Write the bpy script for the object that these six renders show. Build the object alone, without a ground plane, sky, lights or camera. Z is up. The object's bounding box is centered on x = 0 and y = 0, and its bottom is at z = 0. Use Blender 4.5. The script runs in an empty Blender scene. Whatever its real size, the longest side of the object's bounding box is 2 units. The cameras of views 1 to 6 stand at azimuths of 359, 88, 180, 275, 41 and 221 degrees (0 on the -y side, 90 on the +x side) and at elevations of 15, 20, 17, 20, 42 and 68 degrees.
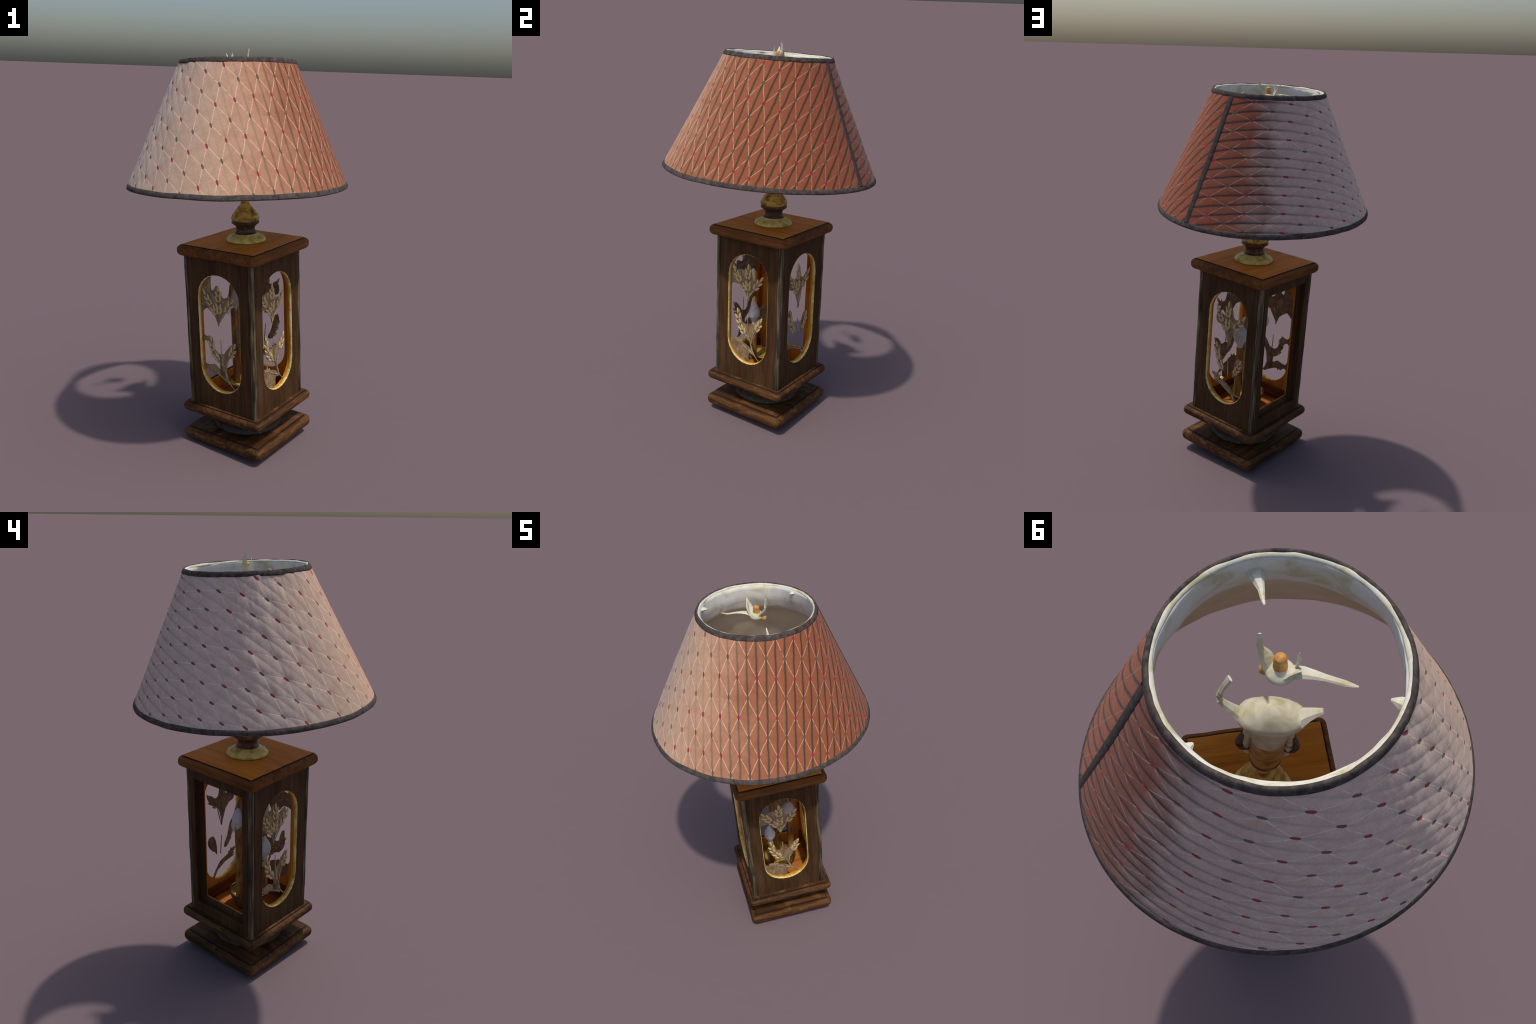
import bpy, bmesh, math, random
from mathutils import Vector, Matrix, noise
rnd = random.Random(7)
S = bpy.context.scene

# ------------------------------------------------------------------ materials
class NT:
    """tiny helper for wiring node trees"""
    def __init__(self, name, rough=0.7, spec=0.25):
        m = bpy.data.materials.new(name); m.use_nodes = True
        self.m, self.t = m, m.node_tree
        self.b = self.t.nodes['Principled BSDF']
        self.b.inputs['Roughness'].default_value = rough
        self.b.inputs['Specular IOR Level'].default_value = spec
    def n(self, typ, **kw):
        nd = self.t.nodes.new(typ)
        for k, v in kw.items(): setattr(nd, k, v)
        return nd
    def put(self, sock, v):
        if hasattr(v, 'is_linked'): self.t.links.new(v, sock)
        else: sock.default_value = v
    def math(self, op, a, b=0.0, c=None):
        nd = self.n('ShaderNodeMath', operation=op)
        self.put(nd.inputs[0], a); self.put(nd.inputs[1], b)
        if c is not None: self.put(nd.inputs[2], c)
        return nd.outputs[0]
    def obj(self): return self.n('ShaderNodeTexCoord').outputs['Object']
    def mapping(self, vec, scale=(1, 1, 1), rot=(0, 0, 0), loc=(0, 0, 0)):
        nd = self.n('ShaderNodeMapping'); self.put(nd.inputs['Vector'], vec)
        nd.inputs['Scale'].default_value = scale; nd.inputs['Rotation'].default_value = rot
        nd.inputs['Location'].default_value = loc
        return nd.outputs[0]
    def noise(self, vec, scale, detail=4, rough=0.55, dist=0.0, out='Fac'):
        nd = self.n('ShaderNodeTexNoise'); self.put(nd.inputs['Vector'], vec)
        nd.inputs['Scale'].default_value = scale; nd.inputs['Detail'].default_value = detail
        nd.inputs['Roughness'].default_value = rough; nd.inputs['Distortion'].default_value = dist
        return nd.outputs[out]
    def ramp(self, fac, stops, interp='LINEAR'):
        nd = self.n('ShaderNodeValToRGB'); nd.color_ramp.interpolation = interp
        self.put(nd.inputs[0], fac); e = nd.color_ramp.elements
        while len(e) < len(stops): e.new(0.5)
        for el, (p, c) in zip(e, stops):
            el.position = p; el.color = (*c, 1) if len(c) == 3 else c
        return nd.outputs[0]
    def grey(self, fac, p0, p1, v0=0.0, v1=1.0):
        nd = self.n('ShaderNodeMapRange', interpolation_type='SMOOTHSTEP')
        self.put(nd.inputs[0], fac)
        for i, v in enumerate((p0, p1, v0, v1)): nd.inputs[i + 1].default_value = v
        return nd.outputs[0]
    def mix(self, fac, a, b, mode='MIX'):
        nd = self.n('ShaderNodeMix', data_type='RGBA', blend_type=mode)
        self.put(nd.inputs[0], fac)
        for s, v in ((6, a), (7, b)):
            self.put(nd.inputs[s], (*v, 1) if isinstance(v, tuple) and len(v) == 3 else v)
        return nd.outputs[2]
    def bump(self, h, strength=0.3, dist=0.004):
        nd = self.n('ShaderNodeBump'); self.put(nd.inputs['Height'], h)
        nd.inputs['Strength'].default_value = strength; nd.inputs['Distance'].default_value = dist
        self.t.links.new(nd.outputs[0], self.b.inputs['Normal'])
    def out(self, col): self.put(self.b.inputs['Base Color'], col); return self.m

def mat_wood(name, dark, mid, light, axis='z', scale=1.0, rough=0.6, lit_tint=None):
    k = NT(name, rough, 0.10); o = k.obj()
    st = {'z': (1, 1, .06), 'x': (.06, 1, 1), 'y': (1, .06, 1)}[axis]
    v = k.mapping(o, scale=st)
    g1 = k.noise(v, 60 * scale, 6, .65, .6)
    g2 = k.noise(v, 230 * scale, 3, .6)
    big = k.noise(k.mapping(o, scale=tuple(.3 + .7 * q for q in st)), 9, 3, .5, .4)
    f = k.math('ADD', k.math('MULTIPLY', g1, .62), k.math('MULTIPLY', g2, .22))
    f = k.math('ADD', f, k.math('MULTIPLY', big, .35))
    c = k.ramp(f, [(.40, dark), (.58, mid), (.78, light)])
    if lit_tint:
        w = k.grey(k.noise(k.mapping(o, scale=(.45, .45, 1.6)), 30, 4, .65), .50, .74)
        c = k.mix(k.math('MULTIPLY', w, .38), c, lit_tint)
    k.bump(g1, .18, .003)
    return k.out(c)

def mat_blotch(name, stops, scale=25, rough=.5, stretch=(1, 1, 1), spec=.3, dist=.8, bump=.15):
    k = NT(name, rough, spec); v = k.mapping(k.obj(), scale=stretch)
    f = k.noise(v, scale, 4, .55, dist)
    k.bump(f, bump, .003)
    return k.out(k.ramp(f, stops))

PANEL = mat_wood('walnut_panel', (.026, .012, .006), (.066, .032, .013), (.112, .060, .026), 'z')
PLATE = mat_wood('walnut_plate', (.022, .010, .005), (.070, .030, .011), (.175, .078, .026), 'x', .8, lit_tint=(.36, .17, .055))  # pale tint and light grain painted for sunlit plate edges
TOPW = mat_wood('oiled_top_wood', (.36, .110, .012), (.56, .195, .022), (.66, .26, .040), 'x', .5)  # albedo raised to carry the scan's baked light under the lampshade
TOPEDGE = mat_wood('top_edge_wood', (.065, .023, .007), (.145, .053, .014), (.27, .11, .030), 'x', .8)
INNER = mat_wood('inner_orange_wood', (.30, .082, .010), (.58, .195, .022), (.72, .32, .045), 'z', .6)
FLOOR = mat_wood('inner_floor_wood', (.18, .050, .010), (.42, .14, .024), (.60, .27, .06), 'x', .5)
SKIRT = mat_wood('skirting_wood', (.09, .022, .005), (.17, .045, .010), (.26, .085, .02), 'x', .6)
GROOVE = NT('dark_groove_stain'); GROOVE = GROOVE.out((.022, .008, .005, 1))
POST = mat_blotch('corner_bead_wood', [(.34, (.022, .017, .012)), (.50, (.075, .055, .030)), (.66, (.20, .155, .082)), (.78, (.26, .24, .15))], 90, .55, (1, 1, .07), dist=.4)
GOLD = mat_blotch('gilt_bead', [(.30, (.36, .21, .045)), (.46, (.68, .47, .10)), (.60, (.82, .70, .27)), (.74, (.80, .78, .50))], 42, .45, (1, 1, .35), .4)
BRASS = mat_blotch('aged_brass', [(.28, (.12, .055, .015)), (.42, (.40, .20, .030)), (.56, (.62, .39, .07)), (.70, (.70, .54, .18))], 26, .45, (1, 1, 1.6), .4)
BRASSFOOT = mat_blotch('brass_foot_patina', [(.30, (.34, .20, .05)), (.46, (.62, .46, .11)), (.60, (.74, .62, .22)), (.74, (.66, .62, .34))], 24, .5, (1, 1, 1), .35)
BRASSDARK = mat_blotch('dark_brass_band', [(.30, (.022, .013, .008)), (.50, (.06, .035, .018)), (.64, (.20, .062, .022)), (.75, (.12, .10, .05))], 40, .45, (1, 1, 2), .4)
AMBER = mat_blotch('amber_socket', [(.3, (.20, .09, .018)), (.5, (.42, .23, .035)), (.7, (.52, .36, .08))], 26, .4, (1, 1, 2), .35)
CREAM = mat_blotch('cream_enamel', [(.30, (.50, .43, .24)), (.50, (.66, .62, .48)), (.72, (.74, .72, .63))], 18, .6)
ORANGEKNOB = mat_blotch('orange_knob', [(.3, (.48, .20, .045)), (.6, (.64, .32, .09)), (.75, (.68, .48, .30))], 60, .5)
CANDLE = mat_blotch('candle_sleeve', [(.30, (.10, .038, .012)), (.48, (.27, .110, .024)), (.64, (.36, .18, .042)), (.80, (.42, .32, .15))], 55, .45, (1, 1, .16), .35)
CUPM = mat_blotch('candle_cup_brass', [(.30, (.08, .028, .010)), (.50, (.26, .10, .025)), (.68, (.42, .22, .045)), (.8, (.50, .42, .16))], 40, .4, (1, 1, 1), .4)
DISHIN = mat_blotch('dish_amber_glaze', [(.30, (.16, .06, .012)), (.46, (.44, .24, .025)), (.60, (.52, .36, .04)), (.74, (.58, .26, .07))], 34, .4, (1, 1, 1), .4)
RIMDARK = mat_blotch('dish_rim', [(.3, (.06, .022, .012)), (.55, (.15, .06, .03)), (.75, (.34, .27, .20))], 40, .4, spec=.4)
BULB = mat_blotch('frosted_bulb', [(.30, (.50, .42, .28)), (.46, (.64, .62, .62)), (.7, (.70, .69, .71))], 14, .45, (1, 1, 1), .3, bump=.04)
DISC = mat_blotch('turntable_metal', [(.3, (.016, .011, .007)), (.55, (.040, .029, .016)), (.78, (.085, .072, .05))], 30, .5, (1, 1, 3), .4)
DISCRIM = mat_blotch('turntable_rim', [(.35, (.020, .016, .012)), (.6, (.050, .043, .034)), (.80, (.20, .20, .18))], 22, .4, spec=.4)
FILM = mat_blotch('etched_film', [(.28, (.12, .070, .034)), (.50, (.25, .165, .088)), (.72, (.38, .28, .16))], 45, .6, (1, 1, .6))
GRAIN = mat_blotch('wheat_grain_gilt', [(.30, (.36, .22, .095)), (.50, (.62, .46, .22)), (.70, (.72, .60, .36))], 70, .55)
STEMM = mat_blotch('stalk_tan', [(.3, (.19, .13, .07)), (.5, (.34, .25, .14)), (.7, (.50, .42, .26))], 60, .6, (1, 1, .3))
LEAFM = mat_blotch('autumn_leaf', [(.3, (.17, .105, .052)), (.5, (.32, .20, .10)), (.72, (.44, .31, .17))], 60, .6)
FELT = mat_blotch('pale_felt', [(.3, (.10, .085, .06)), (.7, (.24, .21, .15))], 60, .9, spec=.05)
WEBM = mat_blotch('torn_web_tan', [(.3, (.20, .10, .035)), (.5, (.34, .20, .09)), (.72, (.46, .33, .18))], 40, .6)
TRIM = mat_blotch('charcoal_trim', [(.3, (.042, .035, .033)), (.5, (.078, .064, .058)), (.74, (.135, .108, .096))], 45, .85, spec=.1)

# ------------------------------------------------------------------ mesh helpers
def mesh_obj(name, verts, faces, mat, parent, smooth=True, mats=None, fmat=None, loc=None):
    me = bpy.data.meshes.new(name); me.from_pydata(verts, [], faces); me.update()
    for m in (mats or [mat]): me.materials.append(m)
    if fmat: me.polygons.foreach_set('material_index', fmat)
    bm = bmesh.new(); bm.from_mesh(me); bmesh.ops.recalc_face_normals(bm, faces=bm.faces); bm.to_mesh(me); bm.free()
    if smooth: me.shade_smooth()
    ob = bpy.data.objects.new(name, me); S.collection.objects.link(ob); ob.parent = parent
    if loc: ob.location = loc
    return ob

def by_angle(ob, deg=38):
    me = ob.data; me.shade_smooth(); me.set_sharp_from_angle(angle=math.radians(deg)); return ob

def rsquare(half, z, rc, per=5, cx=0, cy=0):
    """rounded square ring of points"""
    o = []
    for q in range(4):
        a0 = q * math.pi / 2; sx = (1, -1, -1, 1)[q]; sy = (1, 1, -1, -1)[q]
        for i in range(per + 1):
            a = a0 + i / per * math.pi / 2
            o.append((cx + sx * (half - rc) + rc * math.cos(a), cy + sy * (half - rc) + rc * math.sin(a), z))
    return o

def loft(name, rings, mat, parent, cap=True, smooth=True, mats=None, ringmat=None, wob=0.0):
    n = len(rings[0]); V = [p for r in rings for p in r]; F = []; FM = []
    if wob:
        W = []
        for p in V:
            d = noise.noise_vector(Vector(p) * 17) * wob + noise.noise_vector(Vector(p) * 55) * wob * .5
            W.append((p[0] + d.x, p[1] + d.y, p[2] + d.z))
        V = W
    for r in range(len(rings) - 1):
        for i in range(n):
            j = (i + 1) % n
            F.append((r * n + i, r * n + j, (r + 1) * n + j, (r + 1) * n + i)); FM.append(ringmat[r] if ringmat else 0)
    if cap:
        F.append(tuple(range(n - 1, -1, -1))); FM.append(ringmat[0] if ringmat else 0)
        F.append(tuple((len(rings) - 1) * n + i for i in range(n))); FM.append(ringmat[-1] if ringmat else 0)
    return mesh_obj(name, V, F, mat, parent, smooth, mats, FM if ringmat else None)

def lathe(name, prof, mat, parent, cx=0, cy=0, n=48, mats=None, ringmat=None, wob=0.0, cap=True):
    rings = [[(cx + r * math.cos(i / n * math.tau), cy + r * math.sin(i / n * math.tau), z) for i in range(n)] for z, r in prof]
    return loft(name, rings, mat, parent, cap=cap, mats=mats, ringmat=ringmat, wob=wob)

def cat(pts, per=6, closed=False):
    """Catmull-Rom through control points"""
    P = [Vector(p) for p in pts]; n = len(P); o = []
    for i in range(n if closed else n - 1):
        g = lambda k: P[k % n] if closed else P[max(0, min(n - 1, k))]
        a, b, c, d = g(i - 1), g(i), g(i + 1), g(i + 2)
        for s in range(per):
            t = s / per
            o.append(.5 * ((2 * b) + (c - a) * t + (2 * a - 5 * b + 4 * c - d) * t * t + (3 * b - a - 3 * c + d) * t ** 3))
    if not closed: o.append(P[-1])
    return o

def sweep(name, pts, radii, mat, parent, n=10, per=5, flat=1.0, up=(0, 0, 1)):
    """tube with varying radius along a spline; flat squashes it along its second axis"""
    C = cat(pts, per); R = [v.x for v in cat([(r, 0, 0) for r in radii], per)]
    rings = []; up = Vector(up)
    for i, c in enumerate(C):
        t = (C[min(i + 1, len(C) - 1)] - C[max(i - 1, 0)]).normalized()
        a = t.cross(up)
        if a.length < 1e-4: a = t.cross(Vector((1, 0, 0)))
        a.normalize(); b = a.cross(t)
        r = max(R[i], .0006)
        rings.append([tuple(c + a * r * math.cos(k / n * math.tau) + b * r * flat * math.sin(k / n * math.tau)) for k in range(n)])
    return loft(name, rings, mat, parent)

def box(name, x0, x1, y0, y1, z0, z1, mat, parent, bev=.002):
    bm = bmesh.new(); bmesh.ops.create_cube(bm, size=1)
    for v in bm.verts:
        v.co = ((x0 + x1) / 2 + v.co.x * (x1 - x0), (y0 + y1) / 2 + v.co.y * (y1 - y0), (z0 + z1) / 2 + v.co.z * (z1 - z0))
    if bev: bmesh.ops.bevel(bm, geom=bm.edges[:], offset=bev, segments=2, affect='EDGES', profile=.5)
    me = bpy.data.meshes.new(name); bm.to_mesh(me); bm.free(); me.materials.append(mat)
    ob = bpy.data.objects.new(name, me); S.collection.objects.link(ob); ob.parent = parent
    return by_angle(ob)

# ------------------------------------------------------------------ lamp frame
N = Vector((-.054, .001, 1)).normalized()
EX = Vector((math.cos(math.radians(53.4)), math.sin(math.radians(53.4)), 0)); EX = (EX - N * EX.dot(N)).normalized()
EY = N.cross(EX)
LAMP = Matrix((EX, EY, N)).transposed().to_4x4()
LAMP.translation = Vector((.086, .026, .058)) - N * .058
root = bpy.data.objects.new('table_lamp', None); S.collection.objects.link(root)
root.matrix_world = LAMP
root['label'] = 'wooden lantern table lamp with wheat windows and patterned shade'
root['category'] = 'table lamp'
INV = LAMP.inverted()

def face_obj(parent, side):
    """empty-free transform: returns matrix mapping (u, depth-outward, z) of a side to lamp space"""
    a = {'front': 0, 'right': 90, 'back': 180, 'left': 270}[side]
    return OFF @ Matrix.Rotation(math.radians(a), 4, 'Z')
OFF = Matrix(((1, 0, -.0028, -.0016), (0, 1, .0059, .0013), (0, 0, 1, 0), (0, 0, 0, 1)))      # the case stands slightly off the centre of its foot

# ------------------------------------------------------------------ foot and plates
def plate(name, z0, z1, half, parent, mats, groove_in, wob=.0012):
    t = z1 - z0; r = t * .42
    ring = []; rm = []
    def add(h, z, rc, m): ring.append(rsquare(h, z, rc, 6)); rm.append(m)
    add(half - .045, z0, .010, 0)
    add(half - .018, z0, .016, 0)
    for k in range(1, 6):
        a = -math.pi / 2 + k / 6 * math.pi / 2
        add(half - .016 + .016 * math.cos(a), z0 + r + r * math.sin(a), .024, 0)
    add(half, z0 + r, .025, 0); add(half, z1 - r * 1.05, .025, 0)
    for k in range(1, 6):
        a = k / 6 * math.pi / 2
        add(half - r + r * math.cos(a), z1 - r * 1.05 + r * .95 * math.sin(a), .024, 0)
    g = half - groove_in
    add(g + .003, z1 - .0035, .004, 0); add(g + .0016, z1 - .0042, .004, 1)
    add(g - .0016, z1 - .0042, .004, 1); add(g - .003, z1, .004, 2); add(g - .012, z1, .004, 2)
    # subdivide straight runs so the slight hand-made waviness has vertices to act on
    dense = []
    for rg in ring:
        o = []; n = len(rg)
        for i in range(n):
            p, q = Vector(rg[i]), Vector(rg[(i + 1) % n]); o.append(tuple(p))
            if (q - p).length > .1:
                for s in range(1, 14): o.append(tuple(p.lerp(q, s / 14)))
        dense.append(o)
    ob = loft(name, dense, None, parent, mats=mats, ringmat=rm, wob=wob)
    return by_angle(ob, 40)

base = plate('base_plate', .030, .088, .246, root, [PLATE, GROOVE, PLATE], .027)
lathe('felt_pad', [(.0118, .150), (.0118, .190), (.016, .205), (.036, .205)], FELT, base, wob=.003)
# small dark cord notch on the back edge of the base
box('cord_slot', -.010, .012, .2335, .2415, .045, .080, GROOVE, base, .001)
lathe('turntable', [(.088, .160), (.090, .173), (.098, .180), (.107, .178), (.115, .172), (.135, .176), (.160, .184), (.184, .188)], None, root,
      mats=[DISCRIM, DISC], ringmat=[0, 0, 0, 1, 1, 1, 1], n=64)
mid = plate('lower_plate', .187, .235, .2455, root, [PLATE, GROOVE, PLATE], .019)
top = plate('top_plate', 1.0245, 1.0793, .2435, root, [TOPEDGE, GROOVE, TOPW], .0205)

# ------------------------------------------------------------------ body
H = .2085; WIN = .128; ZB, ZT = .329, .948; Z0, Z1 = .235, 1.018
def stadium(r, zb, zt, n=14):
    """outline (u,z) counter-clockwise of a round-ended slot"""
    o = []
    for i in range(n + 1):
        a = math.pi + i / n * math.pi; o.append((r * math.cos(a), zb + r + r * math.sin(a)))
    for s in range(1, 8): o.append((r, zb + r + (zt - zb - 2 * r) * s / 8))
    for i in range(n + 1):
        a = i / n * math.pi; o.append((r * math.cos(a), zt - r + r * math.sin(a)))
    for s in range(1, 8): o.append((-r, zt - r - (zt - zb - 2 * r) * s / 8))
    return o

def window_panel(name, side, y_out, y_in, hw, r, zb, zt, z0, z1, mat, parent, bev=.002, reveal=None):
    """board with a slot cut through: ring strip between slot outline and rectangle, front, back and reveals"""
    M = face_obj(None, side); hole = stadium(r, zb, zt)
    zc = (zb + zt) / 2; outer = []
    for u, z in hole:
        du, dz = u, z - zc
        s = min(hw / abs(du) if abs(du) > 1e-6 else 9e9, ((z1 - zc) if dz > 0 else (zc - z0)) / abs(dz) if abs(dz) > 1e-6 else 9e9)
        outer.append((du * s, zc + dz * s))
    # snap nearest points on to the rectangle corners
    for cu in (-hw, hw):
        for cz in (z0, z1):
            i = min(range(len(outer)), key=lambda k: (outer[k][0] - cu) ** 2 + (outer[k][1] - cz) ** 2); outer[i] = (cu, cz)
    n = len(hole); V = []; F = []; FM = []
    layers = [(outer, y_out), ([(u * (1 + bev / r), zc + (z - zc) * (1 + bev / .3)) for u, z in hole], y_out), (hole, y_out + bev), (hole, y_in), (outer, y_in)]
    for L, y in layers: V += [tuple(M @ Vector((u, y, z))) for u, z in L]
    for k in range(5):
        a, b = k * n, ((k + 1) % 5) * n
        for i in range(n):
            j = (i + 1) % n; F.append((a + i, a + j, b + j, b + i)); FM.append(1 if reveal and k == 2 else 0)
    ob = mesh_obj(name, V, F, mat, parent, mats=[mat, reveal] if reveal else None, fmat=FM if reveal else None); return by_angle(ob, 35)

def bead(name, side, y, r, zb, zt, rad, mat, parent, depth=None):
    """half-round bead following the slot edge"""
    M = face_obj(None, side); P = [Vector((u, y, z)) for u, z in stadium(r, zb, zt, 20)]
    n = len(P); rings = []; m = 8
    for i in range(n):
        t = (P[(i + 1) % n] - P[i - 1]).normalized(); a = t.cross(Vector((0, 1, 0))); b = Vector((0, 1, 0))
        w = rad * (1 + .18 * noise.noise(P[i] * 30))
        rings.append([tuple(M @ (P[i] + a * w * math.cos(q / m * math.tau) + b * (depth or rad) * math.sin(q / m * math.tau))) for q in range(m)])
    rings.append(rings[0])
    return loft(name, rings, mat, parent, cap=False)

body = None
for side in ('front', 'right', 'left'):
    pn = window_panel('window_panel', side, -H, -.190, .1855, WIN, ZB, ZT, Z0, Z1, PANEL, root, reveal=GOLD)
    window_panel('inner_lining', side, -.1898, -.178, .178, WIN - .0015, ZB + .0015, ZT - .0015, Z0, Z1, INNER, pn)
    bead('gilt_window_bead', side, -.1975, WIN + .0005, ZB - .0005, ZT + .0005, .0042, GOLD, pn, .0095)

# open back: outer frame and a recessed inner frame
def rect_frame(name, y_out, y_in, uo, zo0, zo1, ui, zi0, zi1, mat, parent):
    M = face_obj(None, 'back'); R = lambda u, a, b: [(-u, a), (u, a), (u, b), (-u, b)]
    e = .0025
    layers = [(R(uo, zo0, zo1), y_out), (R(ui + e, zi0 - e, zi1 + e), y_out), (R(ui, zi0, zi1), y_out + e), (R(ui, zi0, zi1), y_in), (R(uo, zo0, zo1), y_in)]
    V = []; F = []
    for L, y in layers: V += [tuple(M @ Vector((u, y, z))) for u, z in L]
    for k in range(5):
        a, b = k * 4, ((k + 1) % 5) * 4
        for i in range(4): F.append((a + i, a + (i + 1) % 4, b + (i + 1) % 4, b + i))
    return by_angle(mesh_obj(name, V, F, mat, parent), 30)
bk = rect_frame('back_frame', -H - .0015, -.184, .1855, Z0, Z1, .155, .290, .975, PANEL, root)
rect_frame('back_inner_frame', -.1838, -.172, .178, Z0, Z1, .128, .317, .957, PANEL, bk)
rect_frame('back_lining', -.1718, -.162, .176, Z0, Z1, .131, .314, .960, INNER, bk)

# corner posts: bead between two shallow grooves
def post_profile():
    o = [(.175, .175), (.2055, .175), (.2065, .1860)]
    o += [(.2005, .1872), (.2005, .1888)]
    for i in range(11):
        a = math.radians(-38 + i / 10 * 166)
        o.append((.1965 + .0150 * math.cos(a), .1965 + .0150 * math.sin(a)))
    o += [(.1888, .2005), (.1872, .2005), (.1860, .2065), (.175, .2055)]
    return o
pp = post_profile()
for q in range(4):
    M = OFF @ Matrix.Rotation(q * math.pi / 2, 4, 'Z'); zs = [Z0 + (Z1 - Z0) * i / 40 for i in range(41)]
    rings = []
    for z in zs:
        r = []
        for x, y in pp:
            w = .0012 * noise.noise(Vector((q * 7.3, z * 9, 0)))+ .0007 * noise.noise(Vector((q * 3.1, z * 40, x * 50)))
            r.append(tuple(M @ Vector((x + w, y + w, z))))
        rings.append(r)
    by_angle(loft('corner_post', rings, POST, root), 40)

# ------------------------------------------------------------------ inside
fl = box('inner_floor', -.176, .170, -.170, .166, .2352, .241, FLOOR, root, 0)
for side in ('front', 'right', 'left'):
    M = face_obj(None, side)
    b = box('skirting_board', -.170, .170, -.1778, -.168, .2412, .308, SKIRT, fl, .002)
    b.matrix_local = M
box('ceiling_board', -.176, .170, -.170, .166, 1.0, 1.0178, INNER, root, 0)

dish = lathe('candle_dish', [(.2412, .052), (.246, .062), (.262, .074), (.285, .085), (.305, .0925), (.316, .0955), (.323, .0965), (.328, .0955), (.3275, .092), (.318, .0885), (.306, .080), (.300, .068), (.298, .040), (.298, .004)],
             None, root, 0, 0, 64, mats=[CUPM, RIMDARK, DISHIN], ringmat=[0] * 5 + [1] * 4 + [2] * 4, wob=.0015)
def candle(x, y, zbulb, rb, hb, point):
    zt = zbulb - hb * .62
    sl = lathe('candle_sleeve', [(.2985, .024), (.304, .0215), (.314, .0185), (.45, .0172), (zt - .014, .0172), (zt - .010, .0185), (zt - .002, .0185), (zt, .015)], CANDLE, root, x, y, 28, wob=.0012)
    sh = [(0, .40), (.10, .42), (.22, .62), (.36, .90), (.50, 1.0), (.64, .95 - .08 * point), (.78, .80 - .22 * point), (.90, .56 - .26 * point), (.97, .32 - .18 * point), (1, .03)]
    pr = [(zt - .002 + v.x * hb * 1.04, v.y * rb) for v in cat([(a, b, 0) for a, b in sh], 3)]
    lathe('bulb', pr, BULB, sl, x, y, 32, wob=.0012)
candle(-.058, -.059, .583, .0320, .130, 1.0)
candle(.072, -.008, .682, .0390, .122, .2)
candle(-.003, .069, .774, .0360, .120, .4)

# torn film clinging round the tallest candle
web = []
for z, a, b in ((.44, .0165, .0165), (.50, .0185, .017), (.58, .020, .017), (.66, .021, .018), (.70, .026, .015), (.75, .036, .008), (.80, .038, .005), (.84, .024, .004), (.872, .006, .002)):
    cu = -.003 - .010 * max(0, (z - .66) / .2)
    web.append([(cu + a * (1 + .15 * noise.noise(Vector((k * .9, z * 20, 3)))) * math.cos(k / 20 * math.tau), .070 + b * math.sin(k / 20 * math.tau), z) for k in range(20)])
loft('torn_film', web, CANDLE, root, wob=.002)

def web_sheet(p, q, zs_p, zs_q, sag):
    """thin torn film stretched between two candles, with ragged sagging edges"""
    rings = []
    for i in range(15):
        t = i / 14; c = Vector((p[0] + (q[0] - p[0]) * t, p[1] + (q[1] - p[1]) * t)); k = 4 * t * (1 - t)
        z0 = zs_p[0] + (zs_q[0] - zs_p[0]) * t + sag * k + .010 * noise.noise(Vector((t * 5, p[0] * 40, 0)))
        z1 = zs_p[1] + (zs_q[1] - zs_p[1]) * t - sag * k + .014 * noise.noise(Vector((t * 5, p[0] * 40, 4)))
        d = Vector((q[1] - p[1], p[0] - q[0])).normalized()
        rings.append([(c.x + d.x * .004 * math.cos(a), c.y + d.y * .004 * math.cos(a), (z0 + z1) / 2 + (z1 - z0) / 2 * math.sin(a)) for a in [b / 24 * math.tau for b in range(24)]])
    return loft('torn_film', rings, WEBM, dish, wob=.002)
web_sheet((.072, -.008), (-.003, .069), (.555, .750), (.575, .850), -.008)
web_sheet((-.058, -.059), (-.003, .069), (.495, .600), (.49, .62), .012)

# ------------------------------------------------------------------ wheat decoration in the windows
def grain_mesh():
    V = []; F = []; n = 10; m = 9
    for i in range(m):
        t = i / (m - 1); w = .0074 * math.sin(math.pi * min(1, (.06 + .94 * t) ** .72)) ** .8 + .0002
        for k in range(n):
            a = k / n * math.tau; V.append((w * math.cos(a), .5 * w * math.sin(a) * (1.15 if math.sin(a) < 0 else 1), t * .035))
    for i in range(m - 1):
        for k in range(n): F.append((i * n + k, i * n + (k + 1) % n, (i + 1) * n + (k + 1) % n, (i + 1) * n + k))
    F.append(tuple(range(n - 1, -1, -1))); F.append(tuple((m - 1) * n + k for k in range(n)))
    me = bpy.data.meshes.new('grain'); me.from_pydata(V, [], F); me.update(); me.shade_smooth(); me.materials.append(GRAIN); return me
GM = grain_mesh()
YD = -.1855
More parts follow.
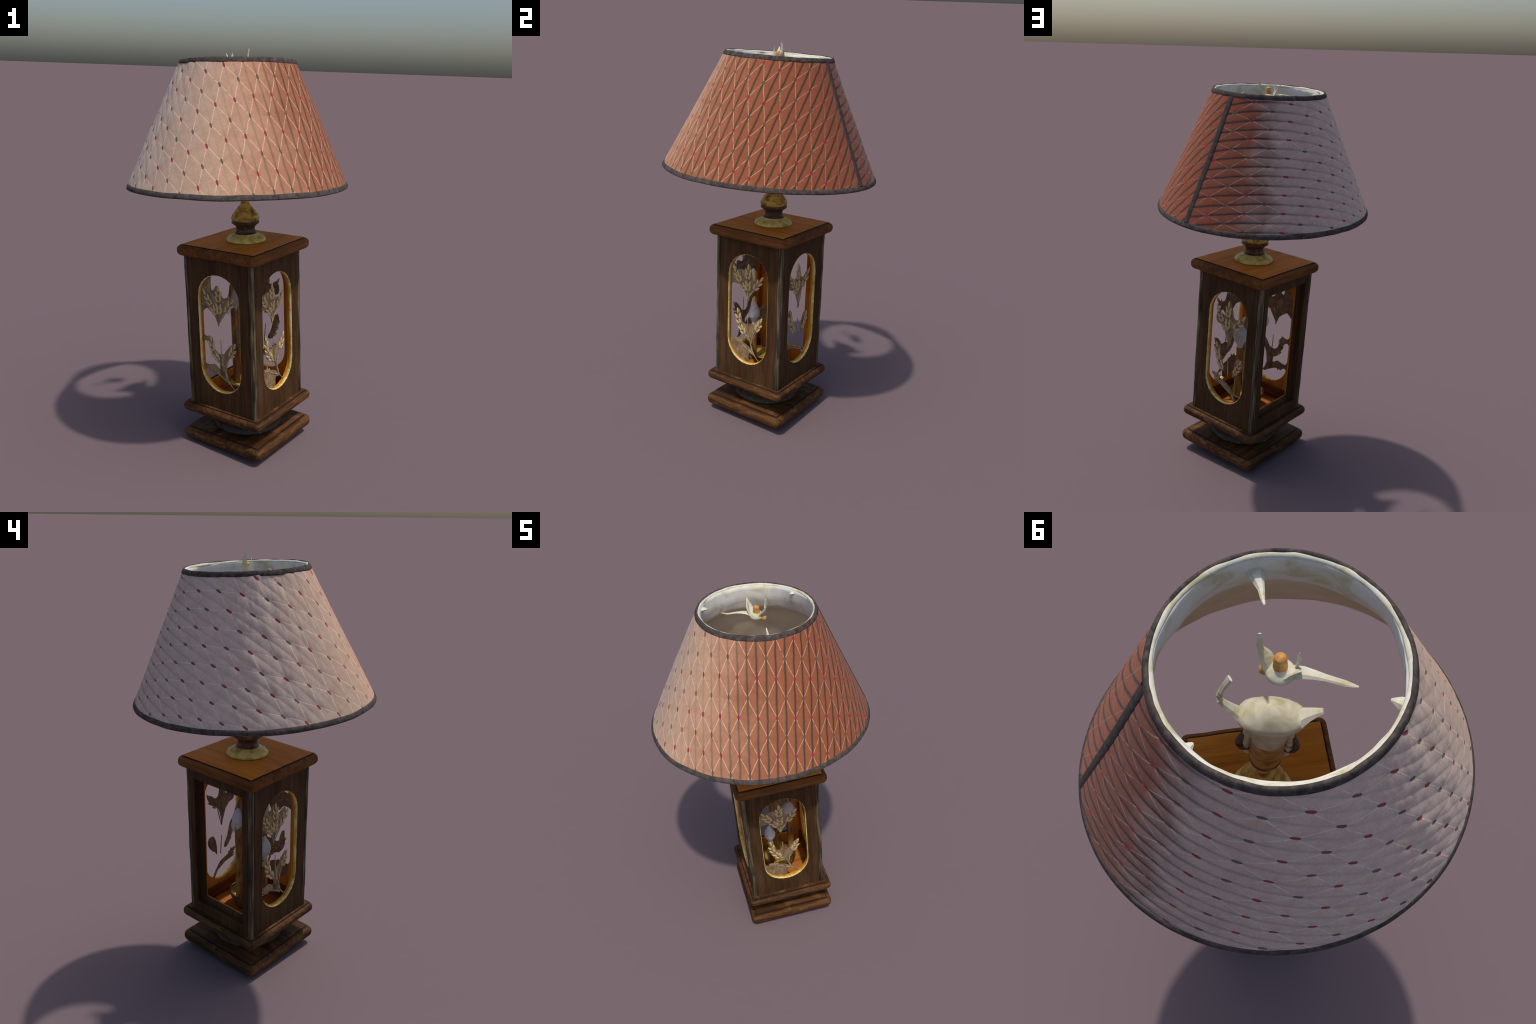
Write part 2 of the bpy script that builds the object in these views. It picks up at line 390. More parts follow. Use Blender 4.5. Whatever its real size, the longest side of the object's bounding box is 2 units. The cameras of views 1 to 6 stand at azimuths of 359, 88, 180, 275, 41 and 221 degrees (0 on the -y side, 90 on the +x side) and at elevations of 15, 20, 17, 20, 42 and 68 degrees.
def film(M, pts, parent, name='etched_film', t=.0022, mat=None, y=YD, per=4):
    P = cat([(u, 0, z) for u, z in pts], per, True); n = len(P)
    bm = bmesh.new()
    vs = [bm.verts.new((p.x, y, p.z)) for p in P]; f = bm.faces.new(vs)
    bmesh.ops.triangulate(bm, faces=[f])
    r = bmesh.ops.extrude_face_region(bm, geom=bm.faces[:])
    bmesh.ops.translate(bm, verts=[g for g in r['geom'] if isinstance(g, bmesh.types.BMVert)], vec=(0, t, 0))
    bmesh.ops.recalc_face_normals(bm, faces=bm.faces)
    bm.transform(M); me = bpy.data.meshes.new(name); bm.to_mesh(me); bm.free(); me.materials.append(mat or FILM)
    ob = bpy.data.objects.new(name, me); S.collection.objects.link(ob); ob.parent = parent; return ob
def stalk(M, pts, radii, parent, y=YD - .001):
    return sweep('stalk', [tuple(M @ Vector((u, y, z))) for u, z in pts], radii, STEMM, parent, n=8)
def spike(M, pts, pairs, parent, sc=1.0, spread=20, y=YD - .0015):
    """ear of wheat: grains set in pairs along a curved rachis, one at the tip"""
    C = cat([(u, y, z) for u, z in pts], 12); L = len(C) - 1
    sweep('stalk', [tuple(M @ Vector((u, y, z))) for u, z in pts], [.0022] * len(pts), STEMM, parent, n=6)
    for i in range(pairs + 1):
        t = i / (pairs + .35); k = min(L - 1, int(t * L)); p = C[k]; d = (C[k + 1] - C[max(k - 1, 0)]).normalized()
        ang = math.atan2(d.x, d.z)
        for s in ((-1, 1) if i < pairs else (0,)):
            g = bpy.data.objects.new('grain', GM); S.collection.objects.link(g); g.parent = parent
            a = ang + s * math.radians(spread + rnd.uniform(-5, 5))
            side = Vector((math.cos(ang), 0, -math.sin(ang))) * (.0056 * s * sc)
            e = sc * rnd.uniform(.9, 1.1)
            g.matrix_local = M @ Matrix.Translation(p + side + Vector((0, rnd.uniform(-.0015, .0005), 0))) @ Matrix.Rotation(a, 4, 'Y') @ Matrix.Diagonal((e, e, e, 1))
def leaf(M, u, z, ang, size, parent, y=YD - .003):
    """small pointed leaf with five lobes and a folded midrib"""
    lob = [(0, -.1), (.10, .05), (.42, .02), (.24, .28), (.52, .52), (.22, .55), (.16, .80), (0, 1.05), (-.16, .80), (-.22, .55), (-.52, .52), (-.24, .28), (-.42, .02), (-.10, .05)]
    V = []; R = Matrix.Rotation(ang, 4, 'Y')
    for t in (0, 1):
        V += [M @ (Vector((u, y, z)) + R @ Vector((a * size, (.003 if t else 0) + abs(a) * size * .22 * (1), b * size))) for a, b in lob]
        V.append(M @ (Vector((u, y, z)) + R @ Vector((0, .003 if t else -.001, .45 * size))))
    n = len(lob); F = []
    for i in range(n):
        j = (i + 1) % n; F += [(i, j, n), (n + 1 + j, n + 1 + i, 2 * n + 1), (i, n + 1 + i, n + 1 + j, j)]
    return mesh_obj('leaf', [tuple(v) for v in V], F, LEAFM, parent, smooth=False)

FILMS = {
 'front': [[(-.131, .842), (-.101, .841), (-.076, .849), (-.041, .853), (-.027, .857), (-.014, .889), (.001, .871), (.008, .838), (.020, .809), (.044, .806), (.073, .821), (.069, .798), (.053, .783), (.049, .763), (.027, .753), (.006, .726), (-.006, .690), (-.019, .686), (-.031, .725), (-.051, .740), (-.077, .765), (-.112, .766), (-.131, .757)],
           [(-.072, .625), (-.085, .590), (-.081, .532), (-.051, .490), (-.028, .480), (-.002, .455), (.010, .455), (.016, .475), (.030, .478), (.045, .510), (.064, .538), (.079, .575), (.080, .602), (.063, .597), (.040, .573), (.027, .553), (.002, .556), (-.017, .550), (-.046, .556), (-.055, .590)],
           [(-.131, .480), (-.113, .445), (-.094, .444), (-.080, .455), (-.053, .447), (-.034, .436), (.002, .421), (.034, .386), (.030, .379), (.007, .385), (-.003, .368), (.004, .350), (-.010, .336), (-.040, .329), (-.085, .345), (-.120, .395)]],
 'left': [[(-.110, .885), (-.085, .918), (-.059, .935), (-.064, .893), (-.061, .864), (-.046, .860), (-.027, .886), (-.012, .874), (-.004, .849), (.016, .828), (.040, .838), (.060, .842), (.064, .815), (.052, .790), (.040, .768), (.020, .752), (.003, .731), (-.014, .698), (-.020, .672), (-.028, .693), (-.043, .727), (-.072, .749), (-.093, .760), (-.131, .736), (-.131, .840)],
          [(-.131, .650), (-.118, .618), (-.100, .609), (-.082, .614), (-.064, .605), (-.059, .572), (-.048, .545), (-.024, .527), (.007, .535), (.026, .561), (.048, .586), (.070, .601), (.074, .575), (.055, .542), (.033, .516), (.023, .470), (.012, .440), (.006, .400), (-.020, .410), (-.020, .467), (-.032, .482), (-.060, .505), (-.074, .530), (-.090, .573), (-.112, .585), (-.131, .575)],
          [(-.131, .500), (-.115, .462), (-.093, .457), (-.055, .464), (-.033, .451), (-.005, .440), (.018, .420), (.036, .388), (.030, .376), (.001, .394), (-.047, .418), (-.079, .416), (-.106, .433), (-.131, .420)]],
 'right': [[(-.010, .893), (-.016, .845), (-.030, .812), (-.060, .815), (-.077, .830), (-.094, .800), (-.090, .764), (-.060, .752), (-.033, .739), (-.012, .689), (.000, .636), (.006, .685), (.020, .735), (.047, .760), (.078, .782), (.100, .831), (.070, .826), (.044, .805), (.022, .812), (.010, .856)],
           [(-.082, .645), (-.090, .610), (-.072, .560), (-.050, .515), (-.026, .497), (-.016, .510), (-.040, .560), (-.060, .631)],
           [(.068, .598), (.048, .570), (.038, .515), (.040, .480), (.054, .500), (.083, .525), (.100, .556), (.098, .585)],
           [(-.085, .425), (-.072, .440), (-.066, .466), (-.040, .449), (-.010, .440), (.020, .425), (.055, .380), (.072, .346), (.060, .346), (.035, .385), (.005, .405), (-.030, .415)]],
}
for side in ('front', 'left', 'right'):
    M = face_obj(None, side)
    ms = [film(M, f, root) for f in FILMS[side]]
    p = ms[0]
    rt_ = side == 'right'
    spike(M, [(-.030, .735), (-.066, .785), (-.098, .836)] if not rt_ else [(-.018, .728), (-.052, .775), (-.080, .822)], 4, p, .98)
    spike(M, [(-.013, .742), (-.015, .81), (-.014, .862)], 4, p, 1.02)
    spike(M, [(.028, .758), (.052, .792), (.068, .815)] if not rt_ else [(.03, .752), (.062, .788), (.086, .822)], 2, p, .95)
    tip = (-.017, .690) if not rt_ else (.001, .640)
    for b in ((-.034, .735), (-.013, .75), (.030, .762)): stalk(M, [tip, ((tip[0] + b[0]) / 2 + .001, (tip[1] + b[1]) / 2), b], [.0016, .0028, .0022], p)
    q = ms[1]
    lo = {'front': [(-.030, .488), (-.066, .545), (-.076, .606)], 'left': [(-.028, .490), (-.062, .540), (-.070, .592)], 'right': [(-.030, .505), (-.060, .56), (-.077, .628)]}[side]
    spike(M, lo, 4, q, .98)
    if rt_: spike(M, [(.050, .505), (.070, .54), (.084, .575)], 3, ms[2], .8)
    else: spike(M, [(.045, .525), (.062, .555), (.074, .585)], 2, q, 1.0)
    stalk(M, [(.002, .470), (-.008, .53), (-.010, .608)] if not rt_ else [(.010, .475), (.006, .52), (.000, .578)], [.003, .0028, .002], q)
    if not rt_:
        stalk(M, [(.070, .352), (.032, .392), (.017, .43), (.004, .468), (-.030, .490)], [.002, .004, .0055, .004, .0025], q)
        stalk(M, [(.018, .44), (.026, .49), (.045, .528), (.062, .552)], [.003, .0036, .003, .002], q)
    l = ms[-1]
    leaf(M, -.050 if not rt_ else -.050, .428 if not rt_ else .445, math.radians(-62), .055, l)
    stalk(M, [(.030, .388), (-.01, .408), (-.048, .428)], [.003, .0026, .0015], l)
    if rt_: stalk(M, [(.068, .348), (.035, .395), (-.02, .425), (-.06, .44)], [.003, .005, .004, .002], l)

# ------------------------------------------------------------------ neck, socket, harp remnants
AX, AY = .011, -.006
neck = lathe('brass_neck', [(1.0795, .092), (1.082, .100), (1.086, .1005), (1.094, .096), (1.102, .084), (1.110, .066), (1.118, .056), (1.128, .049), (1.140, .0455),
      (1.152, .048), (1.160, .056), (1.165, .063), (1.170, .0695), (1.176, .0690), (1.1815, .0605), (1.186, .0695), (1.194, .0715), (1.200, .0695), (1.2025, .0655), (1.208, .0660),
      (1.215, .0620), (1.2175, .0580), (1.226, .0545), (1.235, .046), (1.245, .0385), (1.255, .030), (1.265, .023), (1.275, .0195), (1.285, .0185), (1.305, .019), (1.325, .026), (1.35, .030), (1.385, .030)],
      None, root, AX, AY, 56, mats=[BRASSFOOT, BRASS, BRASSDARK], ringmat=[0] * 5 + [0] + [2] * 8 + [1] * 15 + [1] * 3, wob=.0014)
axis_c = lambda z: (AX - .006 * min(1, max(0, (z - 1.3) / .4)), AY)
def lathe_blob(name, prof, mat, parent, fn=None, n=40, wob=.0015):
    rings = []
    for z, r in prof:
        cx, cy = axis_c(z)
        rings.append([(cx + r * (fn(a, z) if fn else 1) * math.cos(a), cy + r * (fn(a, z) if fn else 1) * math.sin(a), z) for a in [i / n * math.tau for i in range(n)]])
    return loft(name, rings, mat, parent, wob=wob)
sock = lathe_blob('lamp_socket', [(1.392, .028), (1.396, .038), (1.404, .045), (1.42, .047), (1.46, .0475), (1.50, .0475), (1.535, .0470), (1.556, .044)], AMBER, root)
lathe_blob('socket_collar', [(1.378, .026), (1.383, .040), (1.390, .0455), (1.398, .046), (1.404, .043)], BRASSDARK, sock)
# arms run roughly along the view-facing diagonal: direction in lamp space
DIR = (INV.to_3x3() @ Vector((.76, .65, 0))).normalized(); DA = math.atan2(DIR.y, DIR.x)
def lobes(a, z):
    t = max(0, min(1, (z - 1.57) / .07)) * max(0, min(1, (1.703 - z) / .030))
    c, d = math.cos(a - DA), math.sin(a - DA)
    return 1 - t + t / math.sqrt((c / 1.40) ** 2 + (d / .86) ** 2)
lathe_blob('white_globe', [(1.543, .0470), (1.550, .0480), (1.575, .0470), (1.605, .0480), (1.63, .0545), (1.648, .0625), (1.656, .0620), (1.666, .052), (1.682, .036), (1.694, .019), (1.700, .002)], CREAM, sock, lobes, n=36, wob=.003)
def wp(*p): return tuple(INV @ Vector(p))
def rad(d, z): cx, cy = axis_c(z); return (cx + DIR.x * d, cy + DIR.y * d, z)
sweep('harp_wire', [rad(.045, 1.60), rad(.072, 1.640), rad(.098, 1.68), rad(.124, 1.725), wp(.098, .098, 1.76), wp(.090, .078, 1.795)], [.020, .024, .016, .010, .008, .010], CREAM, sock, n=6, per=3, flat=.4).data.shade_flat()
sweep('harp_wire', [rad(-.040, 1.60), rad(-.066, 1.645), rad(-.092, 1.680), rad(-.118, 1.703)], [.026, .030, .018, .008], CREAM, sock, n=6, per=3, flat=.5).data.shade_flat()
for s in (1, -1):
    sweep('harp_saddle', [rad(s * .044, 1.465), rad(s * .064, 1.460), rad(s * .074, 1.485), rad(s * .060, 1.545)], [.012, .014, .012, .010], BRASSDARK, sock)
    sweep('socket_ear', [rad(s * .044, 1.42), rad(s * .054, 1.44), rad(s * .056, 1.50), rad(s * .050, 1.58)], [.009, .012, .013, .014], CREAM, sock)

def wp(*p): return tuple(INV @ Vector(p))
fin = sweep('finial', [wp(-.0215, .035, 1.896), wp(-.019, .034, 1.915), wp(-.0175, .033, 1.935), wp(-.0165, .032, 1.950), wp(-.016, .032, 1.956)], [.0165, .0165, .0145, .013, .006], ORANGEKNOB, root, n=20)
sweep('finial_collar', [wp(-.023, .036, 1.888), wp(-.022, .036, 1.899), wp(-.021, .035, 1.912), wp(-.020, .035, 1.922)], [.012, .031, .029, .018], CREAM, fin, n=24)
sweep('finial_knob', [wp(.002, .045, 1.894), wp(.012, .051, 1.894), wp(.019, .056, 1.893)], [.011, .012, .009], ORANGEKNOB, fin)
sweep('spider_arm', [wp(-.028, .030, 1.900), wp(-.060, .010, 1.916), wp(-.100, -.014, 1.914), wp(-.135, -.036, 1.906), wp(-.161, -.048, 1.909)], [.020, .015, .0085, .0075, .002], CREAM, fin, n=6, per=2, flat=0.38).data.shade_flat()
sweep('harp_prong', [wp(-.034, .030, 1.905), wp(-.052, .030, 1.928), wp(-.066, .034, 1.952), wp(-.077, .038, 1.974)], [.020, .020, .010, .0015], CREAM, fin, n=6, per=2, flat=0.26).data.shade_flat()
sweep('harp_prong', [wp(-.040, .012, 1.91), wp(-.046, .010, 1.94), wp(-.048, .011, 1.978)], [.012, .010, .0015], CREAM, fin, n=6, per=2, flat=0.30).data.shade_flat()
sweep('harp_prong', [wp(-.004, .042, 1.900), wp(.012, .043, 1.925), wp(.023, .046, 1.945), wp(.026, .047, 1.965), wp(.030, .043, 1.9985)], [.018, .020, .013, .008, .004], CREAM, fin, n=6, per=2, flat=0.34).data.shade_flat()

# ------------------------------------------------------------------ lampshade
CT, CB = Vector((-.0193, .0341, 1.9447)), Vector((-.0018, .0073, 1.3606)); RT, RB = .2685, .5405
AXS = (CT - CB).normalized(); HS = (CT - CB).length
TAN = (RB - RT) / HS; AL = math.atan(TAN); KS = math.sin(AL); CA = math.cos(AL)
APEX = CT + AXS * (RT / TAN)
LX = (Vector((1, 0, 0)) - AXS * AXS.x).normalized(); LY = AXS.cross(LX)
SM = Matrix((LX, LY, AXS)).transposed().to_4x4(); SM.translation = APEX
S0, S1 = RT / KS, RB / KS                      # slant distances of the two rims
SEAM = math.radians(53.0)
LO, LA, LB = (-.37245, .72279), (.07621, .03569), (-.06321, .15996)   # weave lattice on the unrolled cloth
DET = LA[0] * LB[1] - LA[1] * LB[0]
def lattice(th, s):
    t = (th - SEAM) % math.tau - math.tau + SEAM
    x, y = s * math.sin(KS * t) - LO[0], s * math.cos(KS * t) - LO[1]
    return (x * LB[1] - y * LB[0]) / DET, (y * LA[0] - x * LA[1]) / DET, t

def smooth(x, a, b):
    x = max(0, min(1, (x - a) / (b - a))); return x * x * (3 - 2 * x)
def oval(th, s):
    f = (s - S0) / (S1 - S0)
    return 1 + f * (-.0200 * math.cos(2 * th) + .0138 * math.sin(2 * th) - .0089 * math.cos(3 * th)) + (1 - f) * .006 * math.sin(2 * th + .6)

def cone_pt(th, s, off=0.0):
    """point on the shade: th around, s down the slant, off outwards"""
    r = s * KS * oval(th, s) + off * CA; z = -s * CA + off * KS
    f = (s - S0) / (S1 - S0)                 # the lower hoop has slipped a little sideways
    return (r * math.cos(th) + .0036 * f - .001 * (1 - f), r * math.sin(th) - .0066 * f + .001 * (1 - f), z)

def mat_fabric():
    k = NT('lattice_weave_cloth', .85, .12)
    k.b.inputs['Sheen Weight'].default_value = .08
    o = k.obj(); x = k.n('ShaderNodeSeparateXYZ'); k.put(x.inputs[0], o); M = k.math
    th = M('ARCTAN2', x.outputs[1], x.outputs[0])
    s = M('MULTIPLY', x.outputs[2], -1 / CA)
    # fabric angle counted from the seam
    t = M('ADD', M('FLOORED_MODULO', M('SUBTRACT', th, SEAM), math.tau), SEAM - math.tau)
    wob = k.n('ShaderNodeSeparateColor'); k.put(wob.inputs[0], k.noise(o, 16, 2, .5, 0, 'Color'))
    X = M('ADD', M('MULTIPLY', s, M('SINE', M('MULTIPLY', t, KS))), M('MULTIPLY', M('SUBTRACT', wob.outputs[0], .5), .010))
    Y = M('ADD', M('MULTIPLY', s, M('COSINE', M('MULTIPLY', t, KS))), M('MULTIPLY', M('SUBTRACT', wob.outputs[1], .5), .010))
    X, Y = M('SUBTRACT', X, LO[0]), M('SUBTRACT', Y, LO[1])
    i = M('ADD', M('MULTIPLY', X, LB[1] / DET), M('MULTIPLY', Y, -LB[0] / DET))
    j = M('ADD', M('MULTIPLY', Y, LA[0] / DET), M('MULTIPLY', X, -LA[1] / DET))
    def near(v):          # distance to the nearest integer
        return M('ABSOLUTE', M('SUBTRACT', M('FRACT', M('ADD', v, .5)), .5))
    def band(d, w, soft): return k.grey(d, w - soft, w + soft, 1, 0)
    area = abs(DET); la, lb = math.hypot(*LA), math.hypot(*LB)
    l1 = math.hypot(LA[0] + LB[0], LA[1] + LB[1]); l2 = math.hypot(LB[0] - LA[0], LB[1] - LA[1])
    dl1 = M('MULTIPLY', near(M('SUBTRACT', i, j)), area / l1)
    dl2 = M('MULTIPLY', near(M('ADD', i, j)), area / l2)
    lines = M('MAXIMUM', band(dl1, .0018, .0009), band(dl2, .0018, .0009))
    ds = M('MULTIPLY', near(M('MULTIPLY', i, 2)), area / lb / 2)
    stripe = band(ds, .0038, .0024)
    halo = band(ds, .006, .006)
    def dots(a, b):
        da = M('MULTIPLY', near(M('ADD', i, a)), la); db = M('MULTIPLY', near(M('ADD', j, b)), lb)
        q = M('ADD', M('POWER', M('DIVIDE', da, .0046), 2), M('POWER', M('DIVIDE', db, .0125), 4))
        return k.grey(q, .75, 1.25, 1, 0)
    red, drk = dots(0, 0), dots(.5, .5)
    # cloth colour runs round the shade; orange past the seam darkened for baked shade
    patch = k.noise(o, 7, 4, .6, .4)
    fine = k.noise(o, 420, 3, .6)
    weave = k.noise(k.mapping(o, scale=(1, 1, .15)), 300, 2, .5)
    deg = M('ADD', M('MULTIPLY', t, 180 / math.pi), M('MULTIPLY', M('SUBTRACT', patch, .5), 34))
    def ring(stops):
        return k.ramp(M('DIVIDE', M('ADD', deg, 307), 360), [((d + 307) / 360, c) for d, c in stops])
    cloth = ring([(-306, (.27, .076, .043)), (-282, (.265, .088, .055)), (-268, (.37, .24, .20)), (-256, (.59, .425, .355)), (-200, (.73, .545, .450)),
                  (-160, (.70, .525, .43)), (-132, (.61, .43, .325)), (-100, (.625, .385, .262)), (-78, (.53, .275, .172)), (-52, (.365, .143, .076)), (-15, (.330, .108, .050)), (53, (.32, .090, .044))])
    stripe_c = ring([(-306, (.040, .030, .029)), (-276, (.048, .038, .038)), (-256, (.20, .18, .185)), (-200, (.43, .38, .39)), (-132, (.47, .38, .32)),  # greys on the pale side draw the folds' shading into the colour
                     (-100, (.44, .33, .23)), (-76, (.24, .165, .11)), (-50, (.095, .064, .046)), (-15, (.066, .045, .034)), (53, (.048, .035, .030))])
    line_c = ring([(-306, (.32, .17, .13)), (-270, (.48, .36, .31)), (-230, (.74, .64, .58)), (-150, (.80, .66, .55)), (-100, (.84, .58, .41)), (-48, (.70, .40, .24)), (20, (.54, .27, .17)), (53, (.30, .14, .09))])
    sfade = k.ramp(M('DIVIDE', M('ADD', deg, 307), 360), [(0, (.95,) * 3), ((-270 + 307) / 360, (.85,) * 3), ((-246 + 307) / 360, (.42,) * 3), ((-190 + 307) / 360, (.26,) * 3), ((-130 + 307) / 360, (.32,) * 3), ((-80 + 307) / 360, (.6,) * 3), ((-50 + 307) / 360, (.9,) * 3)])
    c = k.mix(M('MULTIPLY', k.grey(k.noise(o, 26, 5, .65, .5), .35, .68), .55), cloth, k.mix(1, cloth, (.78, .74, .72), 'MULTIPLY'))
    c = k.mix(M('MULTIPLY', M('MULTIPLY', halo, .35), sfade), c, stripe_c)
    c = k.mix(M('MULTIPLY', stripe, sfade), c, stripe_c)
    brk = k.grey(k.noise(o, 55, 3, .6), .30, .52)
    c = k.mix(M('MULTIPLY', lines, M('MULTIPLY', brk, .85)), c, line_c)
    c = k.mix(M('MULTIPLY', red, .93), c, (.29, .021, .040))
    c = k.mix(M('MULTIPLY', drk, .90), c, (.095, .080, .058))
    g = M('ADD', .66, M('MULTIPLY', M('ADD', fine, weave), .34))
    gv = k.n('ShaderNodeCombineColor')
    for q in range(3): k.put(gv.inputs[q], g)
    c = k.mix(1, c, gv.outputs[0], 'MULTIPLY')
    hgt = M('ADD', M('MULTIPLY', M('ADD', fine, weave), .25), M('ADD', M('MULTIPLY', lines, .5), M('MULTIPLY', M('MAXIMUM', red, drk), .9)))
    k.bump(hgt, .35, .0015)
    return k.out(c)

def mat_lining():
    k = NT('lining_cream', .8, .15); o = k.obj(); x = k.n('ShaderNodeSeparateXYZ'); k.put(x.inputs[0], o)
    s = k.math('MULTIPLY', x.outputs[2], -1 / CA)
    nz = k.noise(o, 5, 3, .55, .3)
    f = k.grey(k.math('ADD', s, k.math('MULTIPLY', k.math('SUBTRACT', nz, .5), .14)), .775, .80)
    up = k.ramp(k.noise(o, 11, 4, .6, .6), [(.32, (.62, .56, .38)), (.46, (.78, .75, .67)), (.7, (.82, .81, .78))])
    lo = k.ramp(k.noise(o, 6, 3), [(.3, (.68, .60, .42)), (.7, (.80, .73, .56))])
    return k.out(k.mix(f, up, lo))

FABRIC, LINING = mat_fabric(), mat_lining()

def shell(name, s0, s1, off_out, off_in, nt, ns, mat, parent, disp=None, inner=None):
    V = []; F = []
    for lay in (0, 1):
        for a in range(ns + 1):
            s = s0 + (s1 - s0) * a / ns
            for b in range(nt):
                th = b / nt * math.tau
                d = disp(th, s) if disp else 0
                V.append(cone_pt(th, s, (off_out if lay == 0 else inner(th, s) if inner else off_in) + d))
    L = (ns + 1) * nt
    for lay in (0, 1):
        for a in range(ns):
            for b in range(nt):
                c = (b + 1) % nt; q = (a * nt + b, a * nt + c, (a + 1) * nt + c, (a + 1) * nt + b)
                F.append(tuple(lay * L + v for v in (q if lay else q[::-1])))
    for b in range(nt):
        c = (b + 1) % nt
        F.append((b, c, L + c, L + b)); e = ns * nt; F.append((e + c, e + b, L + e + b, L + e + c))
    return mesh_obj(name, V, F, mat, parent)

def billow(th, s):
    i, j, t = lattice(th, s); d = math.degrees(t)
    w = smooth(-d, 95, 165) * (1 - .55 * smooth(-d, 262, 300))          # strongest on the pale side
    w = max(w, .16)
    p = (2 * i) % 1.0
    h = (abs(math.sin(math.pi * p)) ** .7 - .6) * .0021 * w * (.55 + .8 * abs(noise.noise(Vector((i * .9, j * 1.3, 2.5)))))
    # loose puckers where the cloth sags, puffed diamonds, dimples at the woven dots
    pk = math.exp(-((d + 160) / 38) ** 2)
    v = Vector((math.cos(th) * 3, math.sin(th) * 3, s * 3))
    puff = abs(math.sin(math.pi * (i - j)) * math.sin(math.pi * (i + j))) ** .6
    h += pk * (.0034 * noise.noise(v * 3.2) + .0009 * noise.noise(v * 8) + .0012 * puff) + .0022 * noise.noise(v * 1.3)
    a, b = i * 2, j * 2
    da, db = (a - round(a)) * .042, (b - round(b)) * .086
    if (round(a) + round(b)) % 2 == 0: h -= .0007 * math.exp(-(da / .007) ** 2 - (db / .014) ** 2)
    edge = smooth(s, S0, S0 + .03) * (1 - smooth(s, S1 - .03, S1))
    return h * (.25 + .75 * edge)

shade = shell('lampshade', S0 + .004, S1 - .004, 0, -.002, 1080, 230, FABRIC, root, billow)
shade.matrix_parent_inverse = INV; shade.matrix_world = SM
def lining_in(th, s):
    """inner face of the lining: thick uneven lip, bulging inwards half way down"""
    f = (s - S0) / (S1 - S0); v = Vector((math.cos(th) * 2, math.sin(th) * 2, s * 3))
    w = .5 + .5 * math.cos(2 * (th - 2.6))
    e = .012 + (.024 + .008 * w) * smooth(f, -.05, .13) * (1 - smooth(f, .18, .28)) + (.006 + .013 * w) * smooth(f, .16, .28) * (1 - .7 * smooth(f, .75, 1))
    return -e * (1 + .28 * noise.noise(v)) - .0022 * noise.noise(v * 4)
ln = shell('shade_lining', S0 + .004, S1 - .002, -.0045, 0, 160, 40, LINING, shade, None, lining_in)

def rim(name, sc, half, thick, mat, n=260, inner=None):
    """folded tape: flattened rounded section following the rim"""
    m = 12; V = []; F = []
    for b in range(n):
        th = b / n * math.tau; v = Vector((math.cos(th), math.sin(th), sc))
        ds = (.0030 + .0030 * math.cos(th - 2.6) if sc > 1 else 0) + .0026 * noise.noise(v * 3) + .0010 * noise.noise(v * 9); dw = 1 + .10 * noise.noise(v * 5 + Vector((4, 0, 0)))
        for q in range(m):
            a = q / m * math.tau; ca, sa = math.cos(a), math.sin(a)
            f = lambda c, e: math.copysign(abs(c) ** e, c)
            V.append(cone_pt(th, sc + ds + half * dw * f(ca, .55), -.003 + thick * f(sa, .7)))
    for b in range(n):
        for q in range(m):
            c = (b + 1) % n; r = (q + 1) % m; F.append((b * m + q, c * m + q, c * m + r, b * m + r))
    return mesh_obj(name, V, F, mat, shade)
rim('top_trim', S0 + .0115, .0125, .0058, TRIM)
rim('bottom_trim', S1 - .0115, .0125, .0062, TRIM)
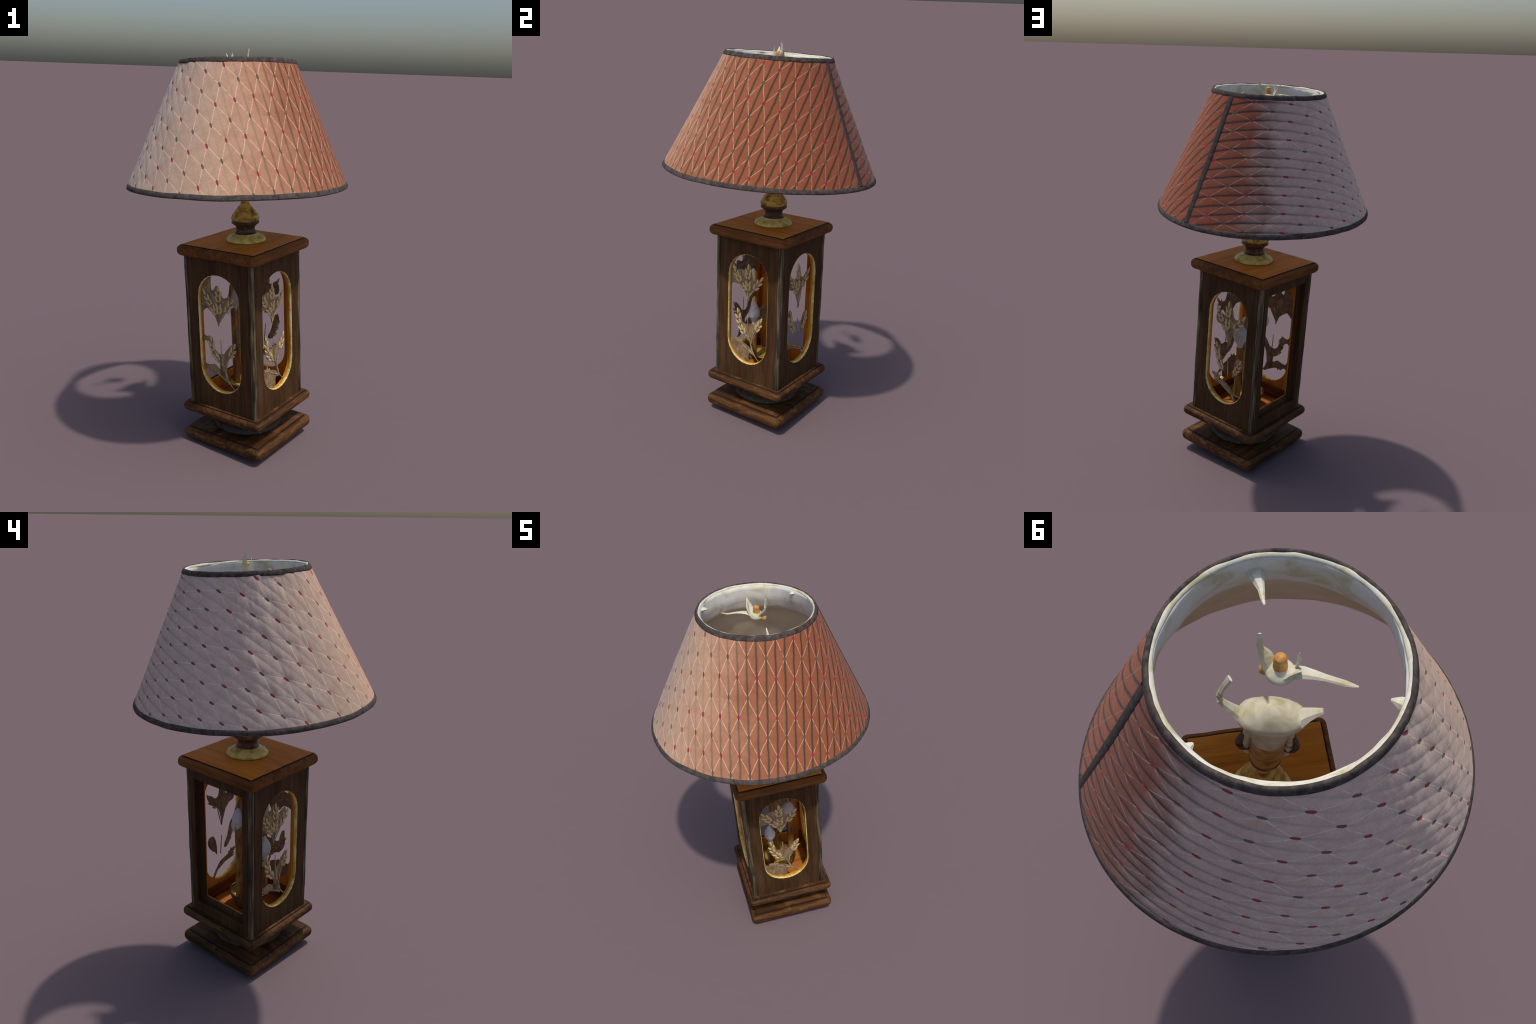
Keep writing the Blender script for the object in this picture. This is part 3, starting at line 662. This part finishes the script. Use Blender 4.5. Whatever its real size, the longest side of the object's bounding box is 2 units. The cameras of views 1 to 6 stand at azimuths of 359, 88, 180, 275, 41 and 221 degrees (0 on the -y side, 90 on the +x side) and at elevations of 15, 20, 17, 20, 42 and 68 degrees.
# cream wire edge inside the upper rim
RIMC = mat_blotch('rim_cream', [(.3, (.52, .45, .25)), (.5, (.70, .66, .52)), (.7, (.76, .75, .68))], 22, .7)
m = 10; n = 200; V = []; F = []
for b in range(n):
    th = b / n * math.tau; w = .0060 * (1 + .45 * noise.noise(Vector((math.cos(th) * 3, math.sin(th) * 3, 0))))
    for q in range(m):
        a = q / m * math.tau; V.append(cone_pt(th, S0 + .0055 + w * math.cos(a), -.0095 + 1.3 * w * math.sin(a)))
for b in range(n):
    for q in range(m):
        c = (b + 1) % n; r = (q + 1) % m; F.append((b * m + q, c * m + q, c * m + r, b * m + r))
mesh_obj('upper_ring', V, F, RIMC, shade)
# seam tape
SEAMM = mat_blotch('seam_tape', [(.3, (.045, .038, .037)), (.5, (.066, .055, .054)), (.75, (.11, .08, .073))], 50, .85, spec=.1)
V = []; F = []; ns = 80; nw = 6
for lay in (0, 1):
    for a in range(ns + 1):
        s = S0 + .02 + (S1 - S0 - .04) * a / ns
        for b in range(nw + 1):
            wdt = .0145 * (b / nw * 2 - 1); th = SEAM + wdt / (s * KS) + .02 * (a / ns - .5) * -1
            V.append(cone_pt(th, s, billow(th, s) * .4 + (.0032 * (1 - (b / nw * 2 - 1) ** 4) + .0008 if lay == 0 else -.0014)))
L = (ns + 1) * (nw + 1)
for lay in (0, 1):
    for a in range(ns):
        for b in range(nw):
            q = (a * (nw + 1) + b, a * (nw + 1) + b + 1, (a + 1) * (nw + 1) + b + 1, (a + 1) * (nw + 1) + b); F.append(tuple(lay * L + v for v in q))
mesh_obj('seam_tape', V, F, SEAMM, shade)
# stubs of the wire spider fixed to the upper ring
SI = SM.inverted()
def sp(*p): return tuple(SI @ Vector(p))
sweep('spider_stub', [sp(.205, -.115, 1.905), sp(.178, -.100, 1.900), sp(.152, -.085, 1.900), sp(.130, -.067, 1.908), sp(.107, -.049, 1.924)], [.026, .016, .008, .0055, .002], RIMC, shade, n=6, per=2, flat=.7).data.shade_flat()
sweep('spider_stub', [sp(-.262, -.085, 1.908), sp(-.245, -.077, 1.912), sp(-.228, -.068, 1.915)], [.020, .014, .003], RIMC, shade, n=6, per=2, flat=.7).data.shade_flat()
sweep('spider_stub', [sp(-.010, .296, 1.905), sp(-.010, .285, 1.908), sp(-.011, .272, 1.908)], [.018, .012, .003], RIMC, shade, n=6, per=2, flat=.7).data.shade_flat()
